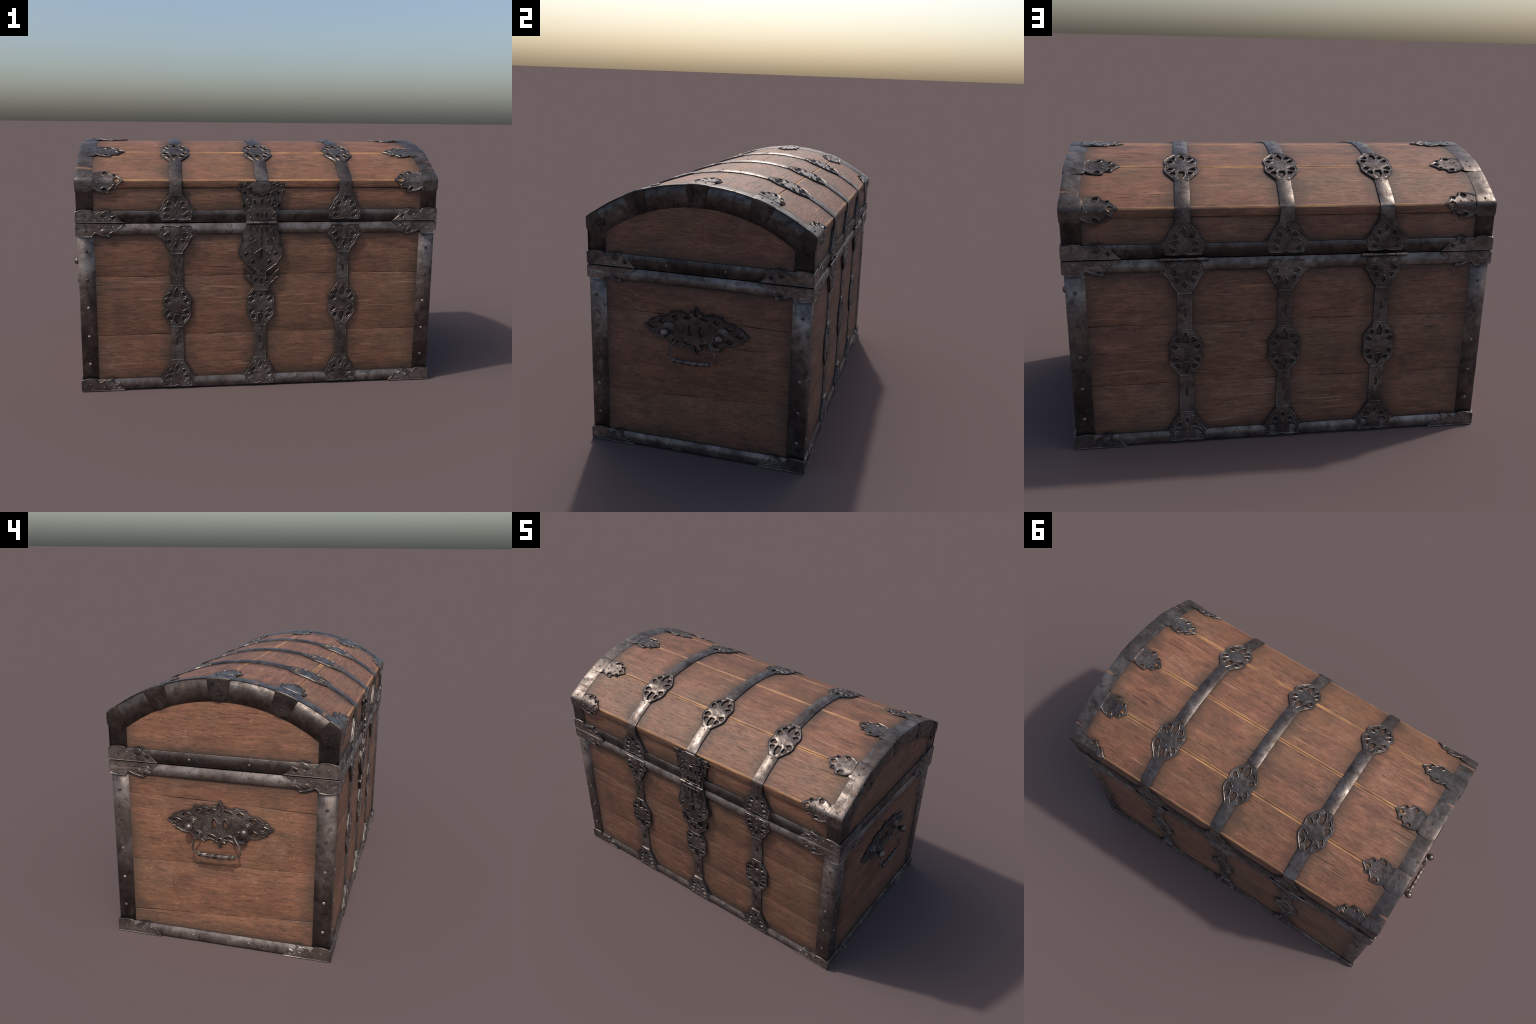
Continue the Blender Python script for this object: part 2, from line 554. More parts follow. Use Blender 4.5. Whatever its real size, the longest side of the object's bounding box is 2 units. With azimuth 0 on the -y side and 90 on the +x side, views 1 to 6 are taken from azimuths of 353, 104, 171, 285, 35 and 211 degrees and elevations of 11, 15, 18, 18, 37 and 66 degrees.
LEAF_SIDE = [(84, 41), (94, 42), (104, 51), (125, 58), (152, 62), (169, 60), (165, 50), (176, 39), (190, 38), (204, 43), (206, 30), (217, 18)]
LEAF_HOLES = [[(131, 43), (139, 51), (153, 53), (156, 46), (149, 38), (138, 37)], [(185, 33), (197, 37), (200, 29), (192, 23)]]


def leaf_outline():
    return [(x, -y) for x, y in LEAF_SIDE] + [(240, 0)] + LEAF_SIDE[::-1]


LEAF_ALL_HOLES = LEAF_HOLES + [[(x, -y) for x, y in h] for h in LEAF_HOLES] + [[(191, 0), (204, 9), (221, 0), (204, -9)]]
LEAF_RIVETS = [(112, 13), (112, -13), (163, 12), (163, -12)]
HALF_LEAF = [(0, 0.3), (241, 0.3), (214, 23), (207, 31), (205, 46), (191, 41), (179, 41), (166, 51), (170, 67), (150, 64), (120, 57), (108, 51), (95, 44), (87, 53), (80, 66), (46, 69), (18, 65), (0, 58)]
HALF_HOLES = [[(125, 39), (138, 52), (152, 55), (157, 47), (150, 34), (136, 31)], [(178, 30), (194, 35), (197, 24), (186, 17)]]
HALF_RIVETS = [(46, 36), (116, 17), (169, 17)]

# ------------------------------------------------------------------ the thing and its parts
chest = empty("treasure_chest")
chest["label"] = "old iron-bound wooden treasure chest with domed lid and pierced straps"
chest["category"] = "treasure chest"


def box_mesh(name, x, y, z0, z1, mat):
    v = [(sx * x, sy * y, z) for z in (z0, z1) for sx, sy in ((-1, -1), (1, -1), (1, 1), (-1, 1))]
    f = [(0, 1, 2, 3), (4, 5, 6, 7), (0, 1, 5, 4), (1, 2, 6, 5), (2, 3, 7, 6), (3, 0, 4, 7)]
    return mesh_from(name, v, f, mat)


body = put("chest_body", box_mesh("chest_body", WX - 0.010, WY - 0.010, 0.004, SEAM - 0.003, DARK), chest)


def lid_core():
    rows = []
    for x in (-(WX - 0.012), WX - 0.012):
        r = []
        for i in range(33):
            s = (i / 32 * 2 - 1) * S0
            y, z, ny, nz = lid_profile(s)
            r.append((x, y * 0.975, z - 0.012))
        r += [(x, WY - 0.012, SEAM + 0.003), (x, -(WY - 0.012), SEAM + 0.003)]
        rows.append(r)
    v, f = grid(rows, True)
    n = len(rows[0])
    f += [tuple(range(n)), tuple(range(n, 2 * n))]
    return mesh_from("lid", v, f, DARK)


lid = put("lid", lid_core(), chest)


# ------------------------------------------------------------------ wooden walls
def wavy_plank(name, fmap, u0, u1, low, high, parent, mat, seed, cols=240, depth=0.012):
    """One board of a flat wall: the joints with its neighbours (low, high: functions of u) wander and open and close."""
    rows = [[] for _ in range(9)]
    for i in range(cols + 1):
        u = u0 + (u1 - u0) * i / cols
        a, b = low(u), high(u)
        e = 0.0004 + 0.0020 * min(1, max(0, 0.28 + 2.0 * n1(u * 4.2, round((a + b) * 3), 2.0)))
        lv = [(a, -depth), (a, -e * 1.3), (a + e * 0.7, -e * 0.35), (a + e * 2.6, 0)]
        hv = [(b - e * 2.6, 0), (b - e * 0.7, -e * 0.35), (b, -e * 1.3), (b, -depth)]
        mid = [((a + b) / 2, 0.0)]
        for r, (v, h) in zip(rows, lv + mid + hv):
            wav = 0.0006 * n1(u * 3 + seed, v * 14, seed) + 0.0009 * n1(u * 1.3, v * 5, seed + 9)
            r.append(fmap(u, v, h + (wav if h > -e else 0)))
    v, f = grid(rows)
    n = cols + 1
    # close the ends
    f.append(tuple(r * n for r in range(9)))
    f.append(tuple(r * n + cols for r in range(9)))
    put(name, mesh_from(name, v, f, mat, smooth_angle=50), parent)


def joint(z, seed, amp=0.004, slope=0.0):
    def mid(u):
        return z + slope * u + amp * n1(u * 4.0, seed) + 0.0022 * n1(u * 17, seed * 2.3)

    def gap(u):
        return max(0.00002, 0.0004 + 0.0036 * n1(u * 5.5, seed * 1.7, 4.0))
    return (lambda u: mid(u) - gap(u) / 2), (lambda u: mid(u) + gap(u) / 2)


def wall(fmap, half, joints, z0, z1, parent, mat, seed):
    lows = [lambda u: z0] + [j[1] for j in joints]
    highs = [j[0] for j in joints] + [lambda u: z1]
    for i, (a, b) in enumerate(zip(lows, highs)):
        wavy_plank("plank", fmap, -half, half, a, b, parent, mat, seed + i * 2.1)


INNER_X, INNER_Y = WX - 0.001, WY - 0.001
wall(on_front(WY), INNER_X, [joint(0.296, 1.3), joint(0.607, 2.9)], 0.012, SEAM - 0.004, body, WOOD_X, 1.0)
wall(on_back(WY), INNER_X, [joint(0.302, 5.1), joint(0.582, 7.7)], 0.012, SEAM - 0.004, body, WOOD_X, 11.0)
wall(on_right(WX), INNER_Y - 0.012, [joint(0.295, 9.3, slope=0.05), joint(0.675, 8.4, slope=-0.02)], 0.012, SEAM - 0.004, body, WOOD_Y, 21.0)
wall(on_left(WX), INNER_Y - 0.012, [joint(0.160, 4.3, slope=0.07), joint(0.415, 6.6, slope=0.04), joint(0.722, 3.7, slope=-0.02)], 0.012, SEAM - 0.004, body, WOOD_Y, 31.0)
# lid walls
for fm, sd in ((on_front(WY), 41.0), (on_back(WY), 47.0)):
    wavy_plank("side_board", fm, -INNER_X, INNER_X, lambda u: SEAM + 0.004, lambda u: LEDGE - 0.0012, lid, WOOD_X, sd)


def lid_end(sign):
    rows = []
    prof = []
    for i in range(41):
        s = (i / 40 * 2 - 1) * S0 * 0.985
        y, z, ny, nz = lid_profile(s)
        prof.append((y * 0.985, z - 0.012))
    prof += [(WY - 0.014, SEAM + 0.004), (-(WY - 0.014), SEAM + 0.004)]
    bm = bmesh.new()
    me = bpy.data.meshes.new("end_board")
    vs = [bm.verts.new((sign * WX, y, z)) for y, z in prof]
    face = bm.faces.new(vs)
    r = bmesh.ops.extrude_face_region(bm, geom=[face])
    for g in r["geom"]:
        if isinstance(g, bmesh.types.BMVert):
            g.co.x -= sign * 0.012
    bmesh.ops.recalc_face_normals(bm, faces=bm.faces)
    bm.to_mesh(me)
    bm.free()
    me.materials.append(WOOD_Y)
    put("end_board", me, lid)


lid_end(1)
lid_end(-1)


# ------------------------------------------------------------------ lid planks (curved across, with worn yellow edges)
def lid_plank(s0, s1, first, last):
    """Between arc positions s0 < s1; an outer plank turns down over the side as a thick lip."""
    g = 0.0011
    prof = []                                          # (s, h, worn)
    if first:
        prof += [(-S0 - (SH_Z - LEDGE), -0.010), (-S0 - (SH_Z - LEDGE), 0.0005), (-S0 - (SH_Z - LEDGE) + 0.003, 0.002), (-S0 - 0.005, 0.002), (-S0 - 0.0035, 0.0017), (-S0 + 0.0035, 0.001), (-S0 + 0.006, 0.0)]
    else:
        prof += [(s0 + g, -0.012), (s0 + g, -0.0032), (s0 + g + 0.0014, -0.0014), (s0 + g + 0.0046, -0.0003), (s0 + g + 0.008, 0.0)]
    n = 14
    a = s0 + 0.012
    b = s1 - 0.012
    prof += [(a + (b - a) * i / n, 0.0) for i in range(n + 1)]
    if last:
        prof += [(S0 - 0.006, 0.0), (S0 - 0.0035, 0.001), (S0 + 0.0035, 0.0017), (S0 + 0.005, 0.002), (S0 + (SH_Z - LEDGE) - 0.003, 0.002), (S0 + (SH_Z - LEDGE), 0.0005), (S0 + (SH_Z - LEDGE), -0.010)]
    else:
        prof += [(s1 - g - 0.008, 0.0), (s1 - g - 0.0046, -0.0003), (s1 - g - 0.0014, -0.0014), (s1 - g, -0.0032), (s1 - g, -0.012)]
    cols = 90
    rows = []
    X = WX - 0.002
    for s, h in prof:
        y, z, ny, nz = lid_profile(s)
        row = []
        for i in range(cols + 1):
            x = -X + 2 * X * i / cols
            hh = h + (0.0010 * n1(x * 2.2, s * 9, 3) + 0.0005 * n1(x * 9, s * 30, 8) if h > -0.004 else 0)
            row.append((x, y + ny * hh, z + nz * hh))
        rows.append(row)
    v, f = grid(rows)
    ids = []
    for r in range(len(rows) - 1):
        sm = (prof[r][0] + prof[r + 1][0]) / 2
        worn = abs(abs(sm) - S0) < 0.0052 or (not first and sm - s0 < 0.0075) or (not last and s1 - sm < 0.0075)
        ids += [1 if worn else 0] * cols
    put("lid_plank", mesh_from("lid_plank", v, f, [WOOD_LID, WOOD_EDGE], ids, 35), lid)


cuts = [-S0, -JOINT_S, 0.0, JOINT_S, S0]
for k in range(4):
    lid_plank(cuts[k], cuts[k + 1], k == 0, k == 3)


# ------------------------------------------------------------------ iron angle and strip work
def lean_normals(me, fn):
    """Set shading normals of hammered, slightly bellied iron: fn(point, normal) gives what to add."""
    out = []
    cn = [Vector(c.vector) for c in me.corner_normals]
    for l, n in zip(me.loops, cn):
        nn = n + Vector(fn(me.vertices[l.vertex_index].co, n))
        nn.normalize()
        out.append(nn)
    me.normals_split_custom_set(out)


def belly(z0, z1, top, bottom):
    """Normals lean up by `top` at z1 and down by `bottom` at z0."""
    def fn(p, n):
        t = min(1, max(0, (p.z - z0) / (z1 - z0)))
        return (0, 0, (top * t - bottom * (1 - t)) * (1 - abs(n.z)))
    return fn


def bulge(t, h, peak=0.5):
    """Convex sheet: 0 at both edges, h at the peak position."""
    p = math.log(0.5) / math.log(peak)
    tt = t ** p
    return h * (1 - (2 * tt - 1) ** 2)


def strip(name, fmap, path, half_w, parent, h0=0.003, hb=0.004, nw=10, base=-0.004, mat=None, peak=0.5, seed=0.0, wob=0.0006):
    """A bowed iron strip. path: list of v (or (u, v) centre points when the strip runs along v)."""
    rows = []
    for (u, v, a) in path:                             # a: 0 runs along v, 1 runs along u
        row = []
        for k in range(-1, nw + 2):
            t = min(1, max(0, k / nw))
            if k in (1, nw - 1):
                t = 0.035 if k == 1 else 0.965
            w = (2 * t - 1) * half_w
            if t in (0, 1):
                w += wob * n1((u + v) * 22 + seed, k * 3.0, seed)
            h = base if k in (-1, nw + 1) else h0 + bulge(t, hb, peak) + 0.0005 * n1((u + v) * 12, w * 20, seed)
            row.append(fmap(u + w, v, h) if a == 0 else fmap(u, v + w, h))
        rows.append(row)
    v, f = grid(rows)
    n = nw + 3
    f.append(tuple(range(n)))
    f.append(tuple((len(rows) - 1) * n + i for i in range(n)))
    per = nw + 2
    ids = [1 if 0 < i % per < 2 or i % per == nw else 0 for i in range((len(rows) - 1) * per)] + [0, 0]
    return put(name, mesh_from(name, v, f, [mat or IRON, IRON_LIGHT], ids, smooth_angle=50), parent)


def run_u(u0, u1, v, n=60):
    return [(u0 + (u1 - u0) * i / n, v, 1) for i in range(n + 1)]


def run_v(u, v0, v1, n=40):
    return [(u, v0 + (v1 - v0) * i / n, 0) for i in range(n + 1)]


SIDES = ((on_front, BY, BX), (on_back, BY, BX), (on_right, BX, BY), (on_left, BX, BY))
for mk, off, half in SIDES:
    fm = mk(off - 0.004)
    e = half - 0.0015
    o = strip("lid_band", fm, run_u(-e, e, (SEAM + 0.003 + 0.9425) / 2), (0.9425 - SEAM - 0.003) / 2, lid, h0=0.0025, hb=0.0055, peak=0.6, seed=off * 7, base=-0.012, mat=IRON_DARK)
    lean_normals(o.data, belly(SEAM + 0.003, 0.9425, 0.15, 0.75))
    o = strip("body_band", fm, run_u(-e, e, (0.8235 + SEAM - 0.0025) / 2), (SEAM - 0.0025 - 0.8235) / 2, body, h0=0.0025, hb=0.0065, peak=0.40, seed=off * 9, base=-0.012, mat=IRON_POST)
    lean_normals(o.data, belly(0.8235, SEAM - 0.0025, 0.55, 0.35))
    o = strip("foot_band", fm, run_u(-e, e, 0.0335), 0.0285, body, h0=0.0025, hb=0.0055, peak=0.5, seed=off * 5, base=-0.012, mat=IRON_POST)
    lean_normals(o.data, belly(0.005, 0.062, 0.45, 0.35))


def body_post(sx, sy):
    """L-section angle iron on a body corner, slightly pillowed legs with a rounded arris."""
    legs = 0.0825
    sec = []                                           # (x, y) from the front leg's free edge round the arris to the end leg's edge
    n = 8
    sec.append((PX - legs, PY - 0.012))
    for i in range(n + 1):
        t = i / n
        sec.append((PX - legs + (legs - 0.005) * t, PY - 0.0045 + 0.0045 * math.sin(min(1, t * 1.6) * math.pi / 2)))
    for i in range(1, 4):
        a = i / 4 * math.pi / 2
        sec.append((PX - 0.005 + 0.005 * math.sin(a), PY - 0.005 + 0.005 * math.cos(a)))
    for i in range(n + 1):
        t = 1 - i / n
        sec.append((PX - 0.0045 + 0.0045 * math.sin(min(1, t * 1.6) * math.pi / 2), PY - legs + (legs - 0.005) * t))
    sec.append((PX - 0.012, PY - legs))
    rows = []
    for k in range(41):
        z = 0.01 + (0.835 - 0.01) * k / 40
        row = []
        for j, (x, y) in enumerate(sec):
            d = 0.0006 * n1(z * 16, j * 0.6, sx * 3 + sy * 7)
            row.append((sx * (x + d), sy * (y + d), z))
        rows.append(row)
    v, f = grid(rows)
    me = mesh_from("corner_post", v, f, IRON_POST, smooth_angle=60)
    bel = belly(0.02, 0.80, 0.5, 1.35)

    def fn(p, n):
        dx, dy, dz = bel(p, n)
        if abs(n.y) > 0.75:
            t = (abs(p.x) - (PX - legs)) / legs
            dx += sx * (2 * t - 1) * 0.55
        elif abs(n.x) > 0.75:
            t = (abs(p.y) - (PY - legs)) / legs
            dy += sy * (2 * t - 1) * 0.55
        return dx, dy, dz
    lean_normals(me, fn)
    put("corner_post", me, body)


for sx in (-1, 1):
    for sy in (-1, 1):
        body_post(sx, sy)


def lid_rim(sx):
    """Angle iron round the lid's end: post, arch, post in one sweep; outer flange on top, broad face on the end."""
    zb = SEAM + 0.010
    stations = []                                      # (outer (y, z), outward (ny, nz), inner (y, z))
    IN_Y, IN_Z, IN_A = 0.4375, 1.036, 1.1815
    r_in = (IN_Y ** 2 + (IN_A - IN_Z) ** 2) / (2 * (IN_A - IN_Z))
    c_in = IN_A - r_in
    th_in = math.asin(IN_Y / r_in)
    H = 0.0045
    nz_post = 12
    for i in range(nz_post):
        t = i / nz_post
        stations.append(((-BY + 0.0015, zb + (SH_Z - zb) * t), (-1, 0), (-IN_Y, zb + (IN_Z - zb) * t), 0.845))
    n = 64
    for i in range(n + 1):
        t = i / n * 2 - 1
        th = t * TH0
        nx = (math.sin(th), math.cos(th))
        if i in (0, n):
            nx = (t * math.sin(1.12), math.cos(1.12))
        P = (ARCH_R * math.sin(th) + H * nx[0], ARCH_C + ARCH_R * math.cos(th) + H * nx[1])
        stations.append((P, nx, (r_in * math.sin(t * th_in), c_in + r_in * math.cos(t * th_in)), 0.851))
    for i in range(1, nz_post + 1):
        t = 1 - i / nz_post
        stations.append(((BY - 0.0015, zb + (SH_Z - zb) * t), (1, 0), (IN_Y, zb + (IN_Z - zb) * t), 0.845))
    XE = PX + 0.0015
    rows = []
    for q, (o, nn, inn, fx) in enumerate(stations):
        row = [(sx * fx, o[0] - nn[0] * 0.014, o[1] - nn[1] * 0.014)]
        m = 6
        wf = 0.0007 * n1(q * 0.9, sx * 5)
        for j in range(m + 1):
            t = j / m
            x = fx + wf + (XE - 0.004 - fx) * t
            h = -0.003 + 0.0055 * math.sin(min(1, t * 1.25) * math.pi / 2) + 0.0007 * n1(q * 0.35, t * 3, sx)
            row.append((sx * x, o[0] + nn[0] * h, o[1] + nn[1] * h))
        row.append((sx * (XE - 0.001), o[0] + nn[0] * 0.0015, o[1] + nn[1] * 0.0015))
        m = 9
        for j in range(m + 1):
            t = 0.012 + 0.988 * j / m
            y, z = o[0] + (inn[0] - o[0]) * t, o[1] + (inn[1] - o[1]) * t
            hb = -0.0055 + bulge(t, 0.0070 if nz_post + 2 < q < len(stations) - nz_post - 2 else 0.0045, 0.42) + 0.0007 * n1(q * 0.35, 9 + t * 3, sx)
            row.append((sx * (XE + hb), y, z))
        row.append((sx * (XE - 0.014), inn[0], inn[1]))
        rows.append(row)
    v, f = grid(rows)
    me = mesh_from("lid_rim", v, f, IRON_RIM, smooth_angle=48)

    def fn(p, n):
        a = abs(n.x)
        r = math.hypot(p.y, p.z - ARCH_C)
        t = min(1, max(0, (ARCH_R - r) / 0.1))
        post = min(1, max(0, (abs(p.y) - 0.42) / 0.03)) * min(1, max(0, (1.075 - p.z) / 0.05))
        k = a * (1 - post) * (0.42 - 1.25 * t)
        return (0, k * p.y / r, k * (p.z - ARCH_C) / r - 0.65 * post)
    lean_normals(me, fn)
    put("lid_rim", me, lid)


lid_rim(1)
lid_rim(-1)


def rim_clasp(sx, s_mid):
    """Cap folded over the rim: a bowed square on top, a tapering tongue on the end face, a pierced leaf running inwards."""
    corner = abs(abs(s_mid) - S0) < 1e-6
    X0 = 0.9278
    rows = []
    nv = 16
    y0, z0, ny0, nz0 = lid_profile(s_mid)
    if corner:
        ny0, nz0 = math.copysign(0.80, s_mid), 0.60
    # along w: flange from the leaf's neck (u = 92 mm) to the edge, then down the end face
    prof = [(92, 44, -6.0, 0), (92, 44, 8.2, 0)] + [(u, hw, 9.0, 0) for u, hw in ((88, 50), (80, 54), (60, 57), (40, 57), (20, 55), (5, 53))]
    prof += [(1.0, 52.5, 8.0, 0)]
    tongue = ((3, 53), (25, 50), (48, 46), (70, 41), (84, 35), (92, 25), (97, 9))
    k = 0.62 if corner else 1.0
    end = [(d * (0.945 if not corner else 0.84), hw * 0.97 + (6 if corner and d > 85 else 0)) for d, hw in tongue]
    for u, hw, h, _ in prof:
        row = []
        for j in range(-1, nv + 2):
            t = min(1, max(-1, j / nv * 2 - 1))
            v = t * hw
            hh = h - 2.2 * abs(t) ** 6 + 1.0 * (1 - t * t)
            if j in (-1, nv + 1):
                hh = 0.0
            if h < 0:
                hh = h
            y, z, ny, nz = lid_profile(s_mid + v * MM)
            row.append((sx * (X0 - u * MM), y + ny * hh * MM, z + nz * hh * MM))
        rows.append(row)
    for i, (d, hw) in enumerate(end):
        row = []
        w = d / 92
        for j in range(-1, nv + 2):
            t = min(1, max(-1, j / nv * 2 - 1))
            y, z, ny, nz = lid_profile(s_mid + t * hw * MM)
            lift = 7.5 * (1 - min(1, w * 8)) if i == 0 else 0
            x = X0 + (1.2 * math.sin(math.pi * min(1, w * 1.1)) + 2.2 - 1.4 * abs(t) ** 6) * MM
            if j in (-1, nv + 1) or i == len(end) - 1 and False:
                x = X0 - 0.012
            row.append((sx * x, y + ny * lift * MM - ny0 * d * MM, z + nz * lift * MM - nz0 * d * MM))
        rows.append(row)
    last = [(sx * (X0 - 0.012), p[1], p[2]) for p in rows[-1]]
    rows.append(last)
    v, f = grid(rows)
    # rivets
    for u in ((46, 22), (46, -22)):
        rv, rf = rivet_geometry([u], 9.6, 4.2, 3.0)
        kk = len(v)
        for a, b, h in rv:
            y, z, ny, nz = lid_profile(s_mid + b)
            v.append((sx * (X0 - a), y + ny * h, z + nz * h))
        f += [tuple(i + kk for i in q) for q in rf]
    for dd in (22, 62):
        kk = len(v)
        side = 0.010 if corner else 0.0
        cy = y0 - ny0 * dd * MM
        cz = z0 - nz0 * dd * MM
        rv, rf = rivet_geometry([(0, 0)], 2.8, 4.2, 3.0)
        for a, b, h in rv:
            v.append((sx * (X0 + h), cy + a, cz + b))
        f += [tuple(i + kk for i in q) for q in rf]
    ids = [1 if max(abs(v[i][0]) for i in fc) > X0 - 0.0003 and min(abs(v[i][0]) for i in fc) > X0 - 0.004 else 0 for fc in f]
    me = mesh_from("rim_clasp", v, f, [IRON, IRON_DARK], ids, smooth_angle=50)
    lean_normals(me, lambda p, n: (0, -0.45 * ny0 * abs(n.x), -0.5 * nz0 * abs(n.x)))
    put("rim_clasp", me, lid)
    geo = plate_geometry(leaf_outline(), LEAF_ALL_HOLES, t=4.5, bead=2.1, base=0, width=4.0, step=9, dents=0.5, seed=s_mid * 3 + sx)

    def fm(u, vv, h):
        y, z, ny, nz = lid_profile(s_mid + sx * vv)
        lift = 0.0045 * max(0, 1 - max(0, u - 0.084) / 0.05) + 0.0012
        return (sx * (X0 - u * 0.982), y + ny * (h + lift), z + nz * (h + lift))
    if True:
        # keep the sheet's outward side up: (u, v) turns into (-x, s) so v is mirrored
        g = ([(a, -b, h) for a, b, h in geo[0]], geo[1], geo[2])
        rv = [(a, b) for a, b in LEAF_RIVETS]
        o = build_plate("leaf_plate", g, fm, lid, IRON, rv, 4.5, 3.9)
        bm = bmesh.new()
        bm.from_mesh(o.data)
        bmesh.ops.recalc_face_normals(bm, faces=bm.faces)
        # open shells: make sure the tops face outwards
        up = sum(fc.normal.z * fc.calc_area() for fc in bm.faces)
        if up < 0:
            bmesh.ops.reverse_faces(bm, faces=bm.faces)
        bm.to_mesh(o.data)
        bm.free()


for sx in (-1, 1):
    for s in (-S0, -JOINT_S, 0.0, JOINT_S, S0):
        rim_clasp(sx, s)


# ------------------------------------------------------------------ corner plates (half leaves) at the seam and at the foot
def flip_check(o, outward):
    bm = bmesh.new()
    bm.from_mesh(o.data)
    tot = sum(f.normal.dot(outward) * f.calc_area() for f in bm.faces)
    if tot < 0:
        bmesh.ops.reverse_faces(bm, faces=bm.faces)
        bm.to_mesh(o.data)
    bm.free()


DIRS = {on_front: Vector((0, -1, 0)), on_back: Vector((0, 1, 0)), on_right: Vector((1, 0, 0)), on_left: Vector((-1, 0, 0))}
half_geo = [plate_geometry(HALF_LEAF, HALF_HOLES, t=4.5, bead=2.1, width=4.0, base=9, dents=0.7, seed=k, dome=0.8) for k in range(4)]
foot_leaf = [(x * 0.97, y) for x, y in HALF_LEAF if x < 240] + []
foot_geo = [plate_geometry([(0, 0.2), (226, 0.2), (222, 9), (204, 24)] + [(x * 0.97, y * 1.02) for x, y in HALF_LEAF[3:]], HALF_HOLES, t=4.5, bead=2.1, width=4.0, base=9, dents=0.7, seed=9 + k, dome=0.8) for k in range(4)]
q = 0
for mk, off, half in ((on_front, CY, CX), (on_back, CY, CX), (on_right, CX, CY), (on_left, CX, CY)):
    fm = mk(off - 0.0045)
    for side in (-1, 1):
        def at(z, sv):
            return lambda u, v, h: fm(side * (half - u), z + sv * v, h)
        for nm, z, sv, par, geo in (("seam_corner_plate", SEAM + 0.002, 1, lid, half_geo), ("seam_corner_plate", SEAM - 0.0015, -1, body, half_geo), ("foot_corner_plate", 0.0, 1, body, foot_geo)):
            q += 1
            o = build_plate(nm, geo[q % 4], at(z, sv), par, IRON_LIGHT, HALF_RIVETS, 5.0, 4.6)
            flip_check(o, DIRS[mk])
            if nm == "seam_corner_plate":
                back = [(98, 2), (250, 2), (215, 38), (190, 54), (168, 68), (150, 72), (125, 67), (105, 55), (97, 44)]
                gb = plate_geometry(back, [], t=3.0, bead=0.3, width=2.5, base=8, dents=0.3, seed=q)
                o = build_plate("backing_plate", gb, shift(at(z, sv), dh=-0.004), par, IRON_BACK, bead_mat=IRON_STRAP)
                flip_check(o, DIRS[mk])
            else:
                back = [(98, 2), (215, 4), (200, 54), (168, 68), (150, 73), (125, 68), (105, 56), (97, 44)]
                gb = plate_geometry(back, [], t=3.0, bead=0.3, width=2.5, base=8, dents=0.3, seed=q)
                o = build_plate("backing_plate", gb, shift(at(z, sv), dh=-0.004), par, IRON_BACK, bead_mat=IRON_STRAP)
                flip_check(o, DIRS[mk])

# rivets of the end bands
for mk in (on_right, on_left):
    for par, z in ((lid, 0.914), (body, 0.8585), (body, 0.036)):
        rv, rf = rivet_geometry([(138, 0), (-138, 0)], 4.5, 5.0, 4.0, 10)
        o = put("band_rivet", mesh_from("band_rivet", [mk(BX)(u, z + v, h - 0.0005) for u, v, h in rv], rf, IRON_NAIL, recalc=False), par)
        o["kind"] = "stuff"


# ------------------------------------------------------------------ upright straps with triangles and rosettes, front and back
rosette_geo = [plate_geometry(ROSETTE, ROSETTE_HOLES + [ROSETTE_KITE, [(x, -y) for x, y in ROSETTE_KITE]], t=4.5, base=6, seed=k, dents=0.6, dome=2.2) for k in range(4)]
tri_geo = [plate_geometry(TRI, TRI_HOLES, t=4.0, base=4, seed=20 + k, dents=0.6, dome=1.6) for k in range(4)]
hasp_rosette_geo = plate_geometry(ROSETTE, ROSETTE_HOLES + [disc(0, 52, 9), [(x, -y) for x, y in ROSETTE_KITE]], t=4.5, base=6, seed=31, dents=0.6, dome=2.2)
GUSSET = mirror_x([(100, -30), (104, 0), (84, 22), (66, 46), (50, 74), (36, 98), (31, 104)])
gusset_geo = plate_geometry(GUSSET, [], t=3.4, bead=0.7, width=3.2, base=4, dents=0.4)
SLIT = lens(0, 0, 24, 7.5)

